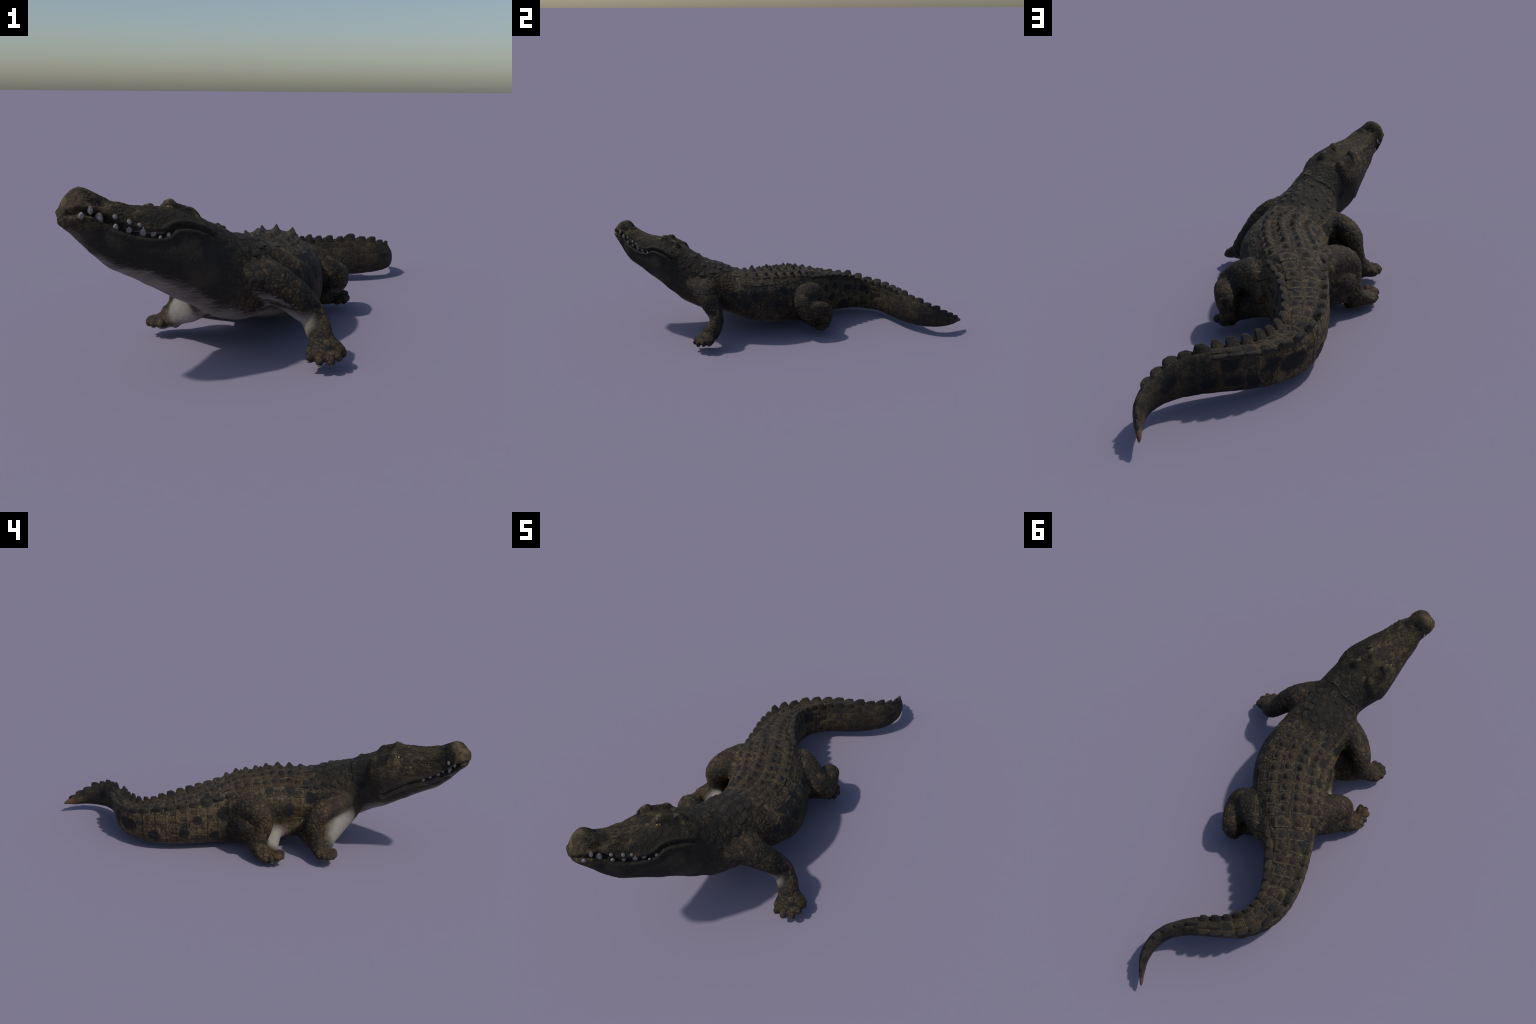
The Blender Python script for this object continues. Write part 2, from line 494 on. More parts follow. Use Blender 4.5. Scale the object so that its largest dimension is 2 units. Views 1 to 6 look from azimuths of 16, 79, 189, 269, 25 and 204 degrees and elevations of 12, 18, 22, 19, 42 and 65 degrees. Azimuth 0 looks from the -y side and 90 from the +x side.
def scale_pattern(nb, p):
    """rows of plates on trunk and tail, pebbles on the limbs, fine scales on the head."""
    s_, u, z = spine_coords(nb, p)
    warp = nb.v('SCALE', nb.v('SUBTRACT', nb.noise(p, 7, 2)[1], (.5, .5, .5)), scale=.02)
    q = nb.v('ADD', nb.vec(nb.m('DIVIDE', u, .034), nb.m('DIVIDE', s_, .050), nb.m('DIVIDE', z, .034)), nb.v('SCALE', warp, scale=16))
    e1 = nb.voronoi(q, 1, .30, 'DISTANCE_TO_EDGE').outputs['Distance']
    c1 = nb.voronoi(q, 1, .30).outputs['Color']
    pl = nb.v('ADD', p, nb.v('SCALE', warp, scale=.9))
    e2 = nb.voronoi(pl, 46, .72, 'DISTANCE_TO_EDGE').outputs['Distance']
    c2 = nb.voronoi(pl, 46, .72).outputs['Color']
    rel = nb.v('SUBTRACT', p, (HO[0], HO[1], 0))
    t = nb.v('DOT_PRODUCT', rel, (HD[0], HD[1], 0))
    lh = nb.v('DOT_PRODUCT', rel, (HL[0], HL[1], 0))
    pw = nb.v('ADD', nb.vec(nb.m('MULTIPLY', t, .62), lh, nb.xyz(p)[2]), nb.v('SCALE', warp, scale=1.6))
    e3 = nb.voronoi(pw, 104, 1, 'DISTANCE_TO_EDGE').outputs['Distance']
    c3 = nb.voronoi(pw, 104, 1).outputs['Color']
    lip_z = nb.m('ADD', nb.m('MULTIPLY_ADD', t, .24, .440), nb.m('MULTIPLY', nb.m('SUBTRACT', lh, .04), .16))
    jaw = nb.m('MULTIPLY', nb.step(nb.m('SUBTRACT', lip_z, nb.xyz(p)[2]), .0, .04), nb.step(t, -.26, -.12))
    head = nb.step(t, -.15, -.09)
    near = nb.step(nb.m('MULTIPLY', nb.xyz(p)[1], -1), .30, .38)           # shoulders carry pebbles
    low = nb.m('MULTIPLY', nb.m('SUBTRACT', 1, nb.step(z, .08, .14)), nb.m('SUBTRACT', 1, nb.step(s_, .1, .2)))
    limb = nb.m('MAXIMUM', nb.step(nb.m('ABSOLUTE', u), .155, .185), nb.m('MAXIMUM', near, low))
    g1 = nb.step(e1, .01, .075); g2 = nb.step(e2, .03, .15)
    ring = nb.m('ABSOLUTE', nb.m('SUBTRACT', nb.m('FRACT', nb.m('ADD', nb.m('DIVIDE', s_, .050), nb.m('MULTIPLY', nb.xyz(warp)[0], 9))), .5))
    g1 = nb.m('MINIMUM', nb.lerp(.45, g1, 1.0), nb.step(nb.m('SUBTRACT', .5, ring), .012, .05)); g3 = nb.step(e3, .02, .22)
    groove = nb.lerp(head, nb.lerp(limb, g1, g2), g3)
    hn = nb.noise(nb.v('ADD', nb.vec(nb.m('MULTIPLY', t, 24), nb.m('MULTIPLY', lh, 84), nb.m('MULTIPLY', nb.xyz(p)[2], 90)), nb.v('SCALE', warp, scale=40)), 1, 3, .6, 1.2)[0]
    wrinkle = nb.m('SUBTRACT', 1, nb.step(nb.m('ABSOLUTE', nb.m('SUBTRACT', hn, .5)), .015, .085))
    d1 = nb.step(e1, 0, .30); d2 = nb.step(e2, 0, .35); d3 = nb.step(e3, 0, .35)
    dome = nb.lerp(head, nb.lerp(limb, nb.m('MULTIPLY', d1, .62), nb.m('MULTIPLY', d2, .58)), nb.m('ADD', nb.m('MULTIPLY', d3, .22), nb.m('MULTIPLY', wrinkle, .45)))
    cell = nb.mix(head, nb.mix(limb, c1, c2), c3)
    far = nb.m('MULTIPLY', nb.step(s_, .62, .80), nb.m('GREATER_THAN', nb.xyz(p)[1], .45))                                            # the outer tail is nearly smooth
    groove = nb.lerp(nb.m('MULTIPLY', far, .75), groove, 1.0); dome = nb.lerp(nb.m('MULTIPLY', far, .7), dome, .6)
    groove = nb.lerp(nb.m('MULTIPLY', jaw, .72), groove, 1.0); dome = nb.lerp(nb.m('MULTIPLY', jaw, .6), dome, .6)
    return dict(domec=nb.lerp(limb, d1, d2), wrinkle=wrinkle, jaw=jaw, groove=groove, dome=dome, cell=cell, t=t, lh=lh, far=far, s=s_, u=u, z=z, head=head, limb=limb)

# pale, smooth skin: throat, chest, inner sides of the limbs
PALE = [(-.205, -.445, .130, .105, .075, .085), (-.205, -.135, .072, .075, .060, .055), (.185, -.480, .130, .075, .050, .070),
        (-.335, -.960, .462, .016, .020, .014), (-.075, -.560, .180, .050, .050, .035)]
def pale_mask(nb, p, nrm):
    wob = nb.v('SCALE', nb.v('SUBTRACT', nb.noise(p, 9, 3)[1], (.5, .5, .5)), scale=.05)
    q = nb.v('ADD', p, wob)
    spots = nb.blobs(q, PALE, .42)
    nz = nb.m('MULTIPLY', nb.xyz(nrm)[2], -1)
    nz = nb.m('ADD', nz, nb.m('MULTIPLY', nb.m('SUBTRACT', nb.noise(p, 8, 2)[0], .5), .35))
    y = nb.xyz(p)[1]
    fore = nb.m('SUBTRACT', 1, nb.step(y, -.36, -.28))
    under = nb.m('MULTIPLY', nb.step(nz, .52, .96), fore)
    back = nb.m('MULTIPLY', nb.m('MULTIPLY', nb.step(nz, .60, .95), nb.m('SUBTRACT', 1, fore)), .45)
    return nb.m('MAXIMUM', spots, nb.m('MAXIMUM', under, back))

# ------------------------------------------------------------------ fine scale relief
gt = bpy.data.node_groups.new('scale_relief', 'GeometryNodeTree')
gt.interface.new_socket('Geometry', in_out='INPUT', socket_type='NodeSocketGeometry')
gt.interface.new_socket('Geometry', in_out='OUTPUT', socket_type='NodeSocketGeometry')
gb = NB(gt)
gi, go = gb.put('NodeGroupInput'), gb.put('NodeGroupOutput')
pos, nrm = gb.put('GeometryNodeInputPosition').outputs[0], gb.put('GeometryNodeInputNormal').outputs[0]
pat = scale_pattern(gb, pos)
hgt = gb.m('MULTIPLY', gb.m('SUBTRACT', pat['dome'], .4), .0036)
hgt = gb.m('ADD', hgt, gb.m('MULTIPLY', gb.m('SUBTRACT', gb.noise(pos, 60, 4, .6)[0], .5), .0026))
hgt = gb.m('MULTIPLY', hgt, gb.m('SUBTRACT', 1, gb.m('MULTIPLY', pale_mask(gb, pos, nrm), .85)))
sp = gb.put('GeometryNodeSetPosition')
gt.links.new(gi.outputs[0], sp.inputs['Geometry'])
gt.links.new(gb.v('SCALE', nrm, scale=hgt), sp.inputs['Offset'])
gt.links.new(sp.outputs[0], go.inputs[0])
tmp = bpy.data.objects.new('tmp', skin)
bpy.context.scene.collection.objects.link(tmp)
md = tmp.modifiers.new('g', 'NODES'); md.node_group = gt
fine = bpy.data.meshes.new_from_object(tmp.evaluated_get(bpy.context.evaluated_depsgraph_get()))
bpy.data.objects.remove(tmp); bpy.data.meshes.remove(skin); bpy.data.node_groups.remove(gt)
skin = fine
base_co = co
co = get_co(skin)

# ------------------------------------------------------------------ materials
BROWN, DARK, OCHRE, RUST, OLIVE = (.044, .030, .017), (.012, .0110, .0098), (.140, .096, .043), (.080, .038, .018), (.060, .048, .024)
PALE_C = (.275, .255, .22)
BLOTCH = [  # dark spots on the flanks and the tail
    (.165, -.270, .302, .024), (.183, -.226, .288, .022), (.176, -.171, .296, .026), (.173, -.052, .260, .026), (.175, -.344, .259, .026), (.206, -.222, .249, .026),
    (.204, -.272, .199, .024), (.207, -.098, .196, .028), (0, .313, .199, .022), (.02, .246, .2, .022), (-.03, .497, .17, .030), (-.021, .393, .179, .030),
    (-.019, .371, .08, .028), (.013, .286, .131, .024), (-.157, .202, .254, .034), (-.176, .124, .202, .030), (-.171, .083, .141, .026), (-.193, .245, .165, .026),
    (-.195, .313, .095, .028), (-.180, .462, .078, .032), (-.126, .578, .115, .030), (-.177, .166, .083, .024), (-.093, -.204, .301, .030), (-.141, -.299, .264, .030),
    (-.151, -.189, .203, .034), (-.113, -.101, .283, .026), (-.166, -.510, .402, .022), (-.188, -.519, .352, .026), (.097, .691, .152, .034), (-.041, .650, .131, .032),
    (-.098, .606, .112, .034), (.165, .713, .076, .026), (.093, .691, .077, .026), (.026, .672, .072, .028), (.286, .784, .117, .030)]
def new_material(name):
    m = bpy.data.materials.new(name); m.use_nodes = True
    t = m.node_tree
    b = next(n for n in t.nodes if n.bl_idname == 'ShaderNodeBsdfPrincipled')
    return m, NB(t), b
def lips_spots(side, r, lo, hi):
    P = LIPS[side]
    k = np.linspace(len(P) * lo, len(P) * hi - 1, 9).astype(int)
    return [(*P[i], r) for i in k]

def skin_material():
    m, nb, b = new_material('crocodile_skin')
    p = nb.put('ShaderNodeTexCoord').outputs['Object']
    nrm = nb.put('ShaderNodeNewGeometry').outputs['Normal']
    pat = scale_pattern(nb, p)
    n1 = nb.noise(p, 6, 4, .6)[0]; n2 = nb.noise(p, 26, 5, .65)[0]; n3 = nb.noise(p, 120, 3, .6)[0]
    # fine streaks that run along the body and the snout
    hs = nb.noise(nb.vec(nb.m('MULTIPLY', pat['t'], 26), nb.m('MULTIPLY', pat['lh'], 95), nb.m('MULTIPLY', nb.xyz(p)[2], 110)), 1, 4, .65, 1.5)[0]
    st = nb.noise(nb.vec(nb.m('MULTIPLY', pat['u'], 95), nb.m('MULTIPLY', pat['s'], 40), nb.m('MULTIPLY', pat['z'], 95)), 1, 4, .65, 1.2)[0]
    col = nb.mix(nb.step(n1, .35, .66), DARK, BROWN)
    col = nb.mix(nb.m('MULTIPLY', nb.step(n2, .45, .70), .8), col, BROWN)
    cr = nb.put('ShaderNodeSeparateColor'); nb.wire(cr.inputs[0], pat['cell'])
    r, g = cr.outputs[0], cr.outputs[1]
    och = nb.m('MULTIPLY', nb.step(r, .35, .95), nb.step(n2, .38, .62))
    col = nb.mix(nb.m('MULTIPLY', och, .62), col, OCHRE)
    col = nb.mix(nb.m('MULTIPLY', nb.step(st, .56, .72), .50), col, (.15, .108, .055))
    col = nb.mix(nb.m('MULTIPLY', nb.step(g, .72, .95), nb.m('MULTIPLY', nb.step(n1, .42, .56), .75)), col, RUST)
    # lighter, warmer flanks below; olive head with rusty crown; tan nose
    x, y, z = nb.xyz(p)
    col = nb.mix(nb.m('MULTIPLY', pat['head'], nb.m('MULTIPLY', nb.step(n2, .45, .68), .4)), col, OLIVE)
    hmask = nb.m('MULTIPLY', pat['head'], .85)
    col = nb.mix(nb.m('MULTIPLY', hmask, nb.lerp(pat['wrinkle'], .88, .25)), col, (.0125, .0112, .009))
    col = nb.mix(nb.m('MULTIPLY', hmask, nb.m('MULTIPLY', pat['wrinkle'], nb.m('MULTIPLY', nb.m('MULTIPLY', nb.step(n2, .40, .60), nb.step(n1, .34, .56)), nb.lerp(pat['jaw'], .85, .1)))), col, (.125, .096, .045))
    col = nb.mix(nb.m('MULTIPLY', hmask, nb.m('MULTIPLY', nb.m('SUBTRACT', 1, nb.step(n1, .40, .54)), .45)), col, (.016, .0145, .012))
    brow = nb.blobs(p, [(-.137, -.716, .553, .014, .012, .012), (-.098, -.655, .526, .012, .016, .012), (-.230, -.668, .530, .010, .010, .010)], .6)  # highlights on the brow and skull knobs, painted into the skin colour
    col = nb.mix(nb.m('MULTIPLY', brow, nb.m('MULTIPLY', nb.step(n3, .45, .62), .8)), col, (.27, .24, .17))
    col = nb.mix(nb.m('MULTIPLY', pat['jaw'], .85), col, nb.mix(nb.step(n1, .38, .62), (.022, .0195, .0165), (.046, .036, .026)))
    warm = nb.blobs(p, [(-.165, -.650, .545, .055, .05, .05), (-.145, -.665, .53, .05, .05, .04)], .5)
    col = nb.mix(nb.m('MULTIPLY', warm, nb.step(n2, .42, .6)), col, (.085, .058, .026))
    tan = nb.blobs(p, [(-.345, -.935, .575, .040, .045, .045)], .55)
    col = nb.mix(nb.m('MULTIPLY', tan, nb.m('MULTIPLY', nb.step(n2, .35, .62), nb.step(n1, .30, .58))), col, (.118, .088, .043))
    band = nb.step(nb.noise(nb.vec(nb.m('MULTIPLY', pat['s'], 16), nb.m('MULTIPLY', pat['u'], 5), nb.m('MULTIPLY', z, 5)), 1, 3, .6)[0], .40, .58)
    col = nb.mix(nb.m('MULTIPLY', pat['far'], nb.m('MULTIPLY_ADD', nb.m('SUBTRACT', 1, band), .55, .25)), col, (.0165, .0155, .0135))
    rust_tip = nb.blobs(p, [(.312, .985, .055, .03, .05, .035)], .6)
    col = nb.mix(nb.m('MULTIPLY', rust_tip, .8), col, (.13, .072, .04))
    warm_legs = nb.m('MULTIPLY', pat['limb'], nb.m('MULTIPLY', nb.m('SUBTRACT', 1, nb.step(z, .10, .30)), nb.step(n2, .42, .66)))
    col = nb.mix(nb.m('MULTIPLY', nb.m('MULTIPLY', pat['limb'], nb.m('SUBTRACT', 1, nb.step(n1, .44, .58))), .5), col, (.022, .0185, .0135))
    col = nb.mix(nb.m('MULTIPLY', warm_legs, .45), col, (.100, .060, .026))
    # some plates are dark in the middle; the strip between and under the back scutes is darker
    core_ = nb.m('MULTIPLY', nb.step(pat['domec'], .62, .85), nb.m('MULTIPLY', nb.step(cr.outputs[2], .40, .70), nb.step(n2, .36, .56)))
    col = nb.mix(nb.m('MULTIPLY', nb.m('MULTIPLY', core_, .55), nb.m('SUBTRACT', 1, pat['head'])), col, (.017, .0145, .012))
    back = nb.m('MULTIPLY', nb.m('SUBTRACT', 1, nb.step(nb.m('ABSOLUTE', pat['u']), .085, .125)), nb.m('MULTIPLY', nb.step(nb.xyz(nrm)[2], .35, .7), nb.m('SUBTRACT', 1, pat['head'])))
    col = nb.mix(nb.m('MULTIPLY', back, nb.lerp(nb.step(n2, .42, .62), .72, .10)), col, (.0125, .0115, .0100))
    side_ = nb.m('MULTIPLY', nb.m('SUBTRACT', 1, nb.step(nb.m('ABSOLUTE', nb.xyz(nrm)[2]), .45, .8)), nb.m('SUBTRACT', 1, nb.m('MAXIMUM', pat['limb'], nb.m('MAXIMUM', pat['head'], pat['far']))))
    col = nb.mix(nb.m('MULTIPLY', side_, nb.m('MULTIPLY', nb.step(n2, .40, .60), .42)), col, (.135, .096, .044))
    # worn light rims next to the dark seams
    rim = nb.m('MULTIPLY', nb.m('MULTIPLY', pat['groove'], nb.m('SUBTRACT', 1, nb.step(pat['domec'], .35, .75))), nb.step(n3, .42, .6))
    rim = nb.m('MULTIPLY', rim, nb.m('MULTIPLY', nb.lerp(pat['limb'], 1, .30), nb.m('MULTIPLY', nb.lerp(pat['head'], 1, .2), nb.lerp(pat['far'], 1, .3))))
    col = nb.mix(nb.m('MULTIPLY', rim, .5), col, (.17, .14, .09))
    col = nb.mix(nb.m('MULTIPLY', nb.m('SUBTRACT', 1, pat['groove']), nb.m('MULTIPLY', nb.lerp(nb.step(n2, .36, .62), .95, .62), nb.m('MULTIPLY', nb.lerp(pat['limb'], 1, .95), nb.lerp(pat['head'], 1, .35)))), col, (.009, .0082, .0075))
    # dark, dusty nape and shoulders; dark inner ridge of the tail
    dusk = nb.blobs(p, [(-.055, -.490, .42, .13, .10, .08), (.0, -.36, .40, .07, .09, .06), (-.02, .36, .26, .030, .17, .07), (.06, .60, .20, .12, .030, .05)], .5)
    col = nb.mix(nb.m('MULTIPLY', dusk, .6), col, (.020, .0185, .016))
    # dark blotches, gums
    wob = nb.v('ADD', p, nb.v('SCALE', nb.v('SUBTRACT', nb.noise(p, 22, 4, .62)[1], (.5, .5, .5)), scale=.055))
    col = nb.mix(nb.m('MULTIPLY', nb.blobs(wob, BLOTCH, .18), .92), col, (.0115, .012, .0125))
    col = nb.mix(nb.m('MULTIPLY', nb.blobs(wob, lips_spots(1, .013, .08, .62) + lips_spots(-1, .016, .10, .75), .45), .72), col, (.012, .010, .009))
    gum = nb.m('MULTIPLY', nb.blobs(wob, [(-.255, -.955, .548, .010), (-.120, -.835, .478, .010), (-.14, -.858, .486, .009)], .6), .45)
    col = nb.mix(gum, col, (.085, .040, .026))
    pale = pale_mask(nb, p, nrm)
    pc = nb.mix(nb.step(n2, .35, .7), PALE_C, (.25, .225, .185))
    col = nb.mix(pale, col, pc)
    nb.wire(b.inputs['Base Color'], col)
    nb.wire(b.inputs['Roughness'], nb.lerp(n2, .68, .9))
    b.inputs['Specular IOR Level'].default_value = .22
    bp = nb.put('ShaderNodeBump'); bp.inputs['Strength'].default_value = .35; bp.inputs['Distance'].default_value = .004
    nb.wire(bp.inputs['Height'], nb.m('ADD', nb.m('MULTIPLY', n3, .5), nb.m('MULTIPLY', st, .6)))
    nb.wire(b.inputs['Normal'], bp.outputs[0])
    return m

def scute_material():
    m, nb, b = new_material('scute_horn')
    p = nb.put('ShaderNodeTexCoord').outputs['Object']
    rnd = nb.put('ShaderNodeObjectInfo').outputs['Random']
    q = nb.v('ADD', p, nb.vec(nb.m('MULTIPLY', rnd, 37), nb.m('MULTIPLY', rnd, 11), 0))
    x, y, z = nb.xyz(p)
    n1 = nb.noise(q, 2.2, 4, .6)[0]; n2 = nb.noise(q, 7, 4, .65)[0]
    st = nb.noise(nb.v('MULTIPLY', q, (9, 3, 5)), 1, 4, .6, 1)[0]
    col = nb.mix(nb.step(n1, .36, .60), (.020, .0160, .0115), (.060, .038, .019))
    col = nb.mix(nb.m('MULTIPLY', nb.step(rnd, .1, .9), nb.m('MULTIPLY', nb.step(n2, .44, .64), .6)), col, OCHRE)
    col = nb.mix(nb.m('MULTIPLY', nb.step(st, .55, .68), .6), col, (.165, .128, .074))
    col = nb.mix(nb.m('MULTIPLY', nb.m('SUBTRACT', 1, nb.step(rnd, .15, .30)), .5), col, (.015, .0140, .0125))
    line = nb.m('MULTIPLY', nb.m('MULTIPLY', nb.step(y, .36, .42), nb.m('SUBTRACT', 1, nb.step(y, .44, .48))), nb.step(n2, .40, .54))
    col = nb.mix(nb.m('MULTIPLY', line, .75), col, (.21, .172, .108))
    keel = nb.m('MULTIPLY', nb.step(z, .24, .46), nb.step(n1, .34, .50))
    col = nb.mix(nb.m('MULTIPLY', keel, .72), col, (.018, .0170, .0155))
    tipc = nb.m('MULTIPLY', nb.step(z, .80, 1.0), nb.step(n2, .48, .62))
    col = nb.mix(nb.m('MULTIPLY', tipc, .45), col, (.075, .072, .066))
    seam = nb.step(nb.m('MAXIMUM', nb.m('ABSOLUTE', x), nb.m('ABSOLUTE', y)), .440, .485)
    col = nb.mix(nb.m('MULTIPLY', seam, .85), col, (.009, .0082, .0075))
    nb.wire(b.inputs['Base Color'], col)
    b.inputs['Roughness'].default_value = .62
    b.inputs['Specular IOR Level'].default_value = .32
    bp = nb.put('ShaderNodeBump'); bp.inputs['Strength'].default_value = .5; bp.inputs['Distance'].default_value = .05
    nb.wire(bp.inputs['Height'], nb.m('ADD', n2, st)); nb.wire(b.inputs['Normal'], bp.outputs[0])
    return m

def tooth_material():
    m, nb, b = new_material('tooth_enamel')
    p = nb.put('ShaderNodeTexCoord').outputs['Object']
    rnd = nb.put('ShaderNodeObjectInfo').outputs['Random']
    n1 = nb.noise(p, 2.5, 3)[0]
    col = nb.mix(nb.step(n1, .3, .7), (.25, .245, .235), (.13, .12, .105))
    col = nb.mix(nb.step(nb.m('MULTIPLY', nb.xyz(p)[2], -1), .1, .55), col, (.13, .11, .085))
    col = nb.mix(nb.m('MULTIPLY', rnd, .35), col, (.22, .20, .17))
    nb.wire(b.inputs['Base Color'], col)
    b.inputs['Roughness'].default_value = .5
    return m
def claw_material():
    m, nb, b = new_material('claw_horn')
    p = nb.put('ShaderNodeTexCoord').outputs['Object']
    rnd = nb.put('ShaderNodeObjectInfo').outputs['Random']
    n1 = nb.noise(p, 3, 3)[0]
    col = nb.mix(nb.step(nb.m('ADD', n1, nb.m('MULTIPLY', rnd, .3)), .45, .85), (.016, .015, .014), (.22, .20, .155))
    nb.wire(b.inputs['Base Color'], col)
    b.inputs['Roughness'].default_value = .5
    return m
def eye_material():
    m, nb, b = new_material('eye_amber')
    p = nb.put('ShaderNodeTexCoord').outputs['Object']
    x, y, z = nb.xyz(p)
    n1 = nb.noise(p, 5, 3)[0]
    col = nb.mix(n1, (.25, .19, .06), (.14, .105, .03))
    ring = nb.m('SQRT', nb.m('ADD', nb.m('MULTIPLY', x, x), nb.m('MULTIPLY', z, z)))
    col = nb.mix(nb.step(ring, .62, .78), col, (.012, .010, .008))
    slit = nb.m('SUBTRACT', 1, nb.step(nb.m('ABSOLUTE', x), .09, .16))
    col = nb.mix(slit, col, (.006, .006, .006))
    nb.wire(b.inputs['Base Color'], col)
    b.inputs['Roughness'].default_value = .45
    b.inputs['Specular IOR Level'].default_value = .2
    return m
SKIN, SCUTE, TOOTH, CLAW, EYE = skin_material(), scute_material(), tooth_material(), claw_material(), eye_material()

# ------------------------------------------------------------------ split the skin into named parts
coll = bpy.context.scene.collection
root = bpy.data.objects.new('crocodile', None)
coll.objects.link(root)
root['label'] = 'dark brown crocodile with raised head and curled tail'
root['category'] = 'crocodile'
root.empty_display_size = .1

PARTS = ['head', 'lower_jaw', 'neck', 'torso', 'tail'] + list(LIMBS) + list(FEET)
idx, _ = nearest(base_co, CEN)
rel = base_co - CEN[idx]
pu, pv = (rel * EL[idx]).sum(1), (rel * EU[idx]).sum(1)
rho = np.sqrt((pu / AX[idx, 3]) ** 2 + (pv / np.where(pv > 0, AX[idx, 4], AX[idx, 5])) ** 2)
sarc = ARC[idx]
lab = np.full(len(base_co), PARTS.index('torso'))
lab[sarc < S_TORSO] = PARTS.index('neck')
lab[sarc < S_NECK] = 0
lab[sarc > S_TAIL] = PARTS.index('tail')
tv, lv, zv = head_coords(base_co)
tf = (base_co[:, :2] - HO) @ HD
for side in (1, -1):
    mt = np.array(MOUTH[side])[::-1]
    m = (lab == 0) & (np.sign(pu + 1e-9) == side) & (pv < np.interp(tf, mt[:, 0], mt[:, 1]) - .002)
    lab[m] = 1
def limb_metric(st):
    P = spline(st, 8); d = np.full(len(base_co), 9.)
    k = np.zeros(len(base_co), int)
    for i, q in enumerate(P):
        e = np.linalg.norm(base_co - q[:3], axis=1) / (.5 * (q[3] + q[4]))
        mm = e < d; d[mm] = e[mm]; k[mm] = i
    return d, k / (len(P) - 1)
for name, st in LIMBS.items():
    d, k = limb_metric(st)
    m = (d < 1.45) & (k > .16) & (rho > 1.06)
    lab[m] = PARTS.index(name)
for name, ft in FEET.items():
    P = np.array([q[:3] for q in ft['palm']] + ft['toes'])
    c = np.array(ft['palm'][0][:3]); f = unit(np.mean(ft['toes'], 0) - c)
    m = ((base_co - c) @ f > -.004) & (np.linalg.norm(base_co - np.array(ft['palm'][1][:3]), axis=1) < .105) & (rho > 1.06)
    lab[m] = PARTS.index(name)
W = np.eye(len(PARTS))[lab]
for _ in range(14):
    W = W + .6 * SM.lap(W)
tris = [tuple(p.vertices) for p in skin.polygons]
size = max(len(f) for f in tris)
FI = np.array([f + (f[-1],) * (size - len(f)) for f in tris])
flab = W[FI].sum(1).argmax(1)
vn = get_no(skin)
parts = {}
for i, name in enumerate(PARTS):
    fs = np.nonzero(flab == i)[0]
    if not len(fs):
        continue
    used = np.unique(FI[fs]); remap = np.full(len(co), -1); remap[used] = np.arange(len(used))
    faces = [tuple(int(remap[v]) for v in tris[f]) for f in fs]
    kind = name.rsplit('_', 1)[0] if name.endswith(('_left', '_right')) else name
    me = new_mesh(kind, co[used], faces)
    me.polygons.foreach_set('use_smooth', np.ones(len(faces), bool))
    me.normals_split_custom_set_from_vertices([tuple(v) for v in vn[used]])
    me.materials.append(SKIN)
    o = bpy.data.objects.new(kind, me)
    coll.objects.link(o); o.parent = root
    parts[name] = o
bvh = tree_of(skin)

def place(mesh, name, parent, M):
    o = bpy.data.objects.new(name, mesh)
    coll.objects.link(o)
    o.parent = parent
    o.matrix_world = M
    return o
def frame(p, xa, ya, za, sx, sy, sz):
    M = Matrix.Identity(4)
    for k, (a, s_) in enumerate(((xa, sx), (ya, sy), (za, sz))):
        for r in range(3):
            M[r][k] = float(a[r] * s_)
    for r in range(3):
        M[r][3] = float(p[r])
    return M

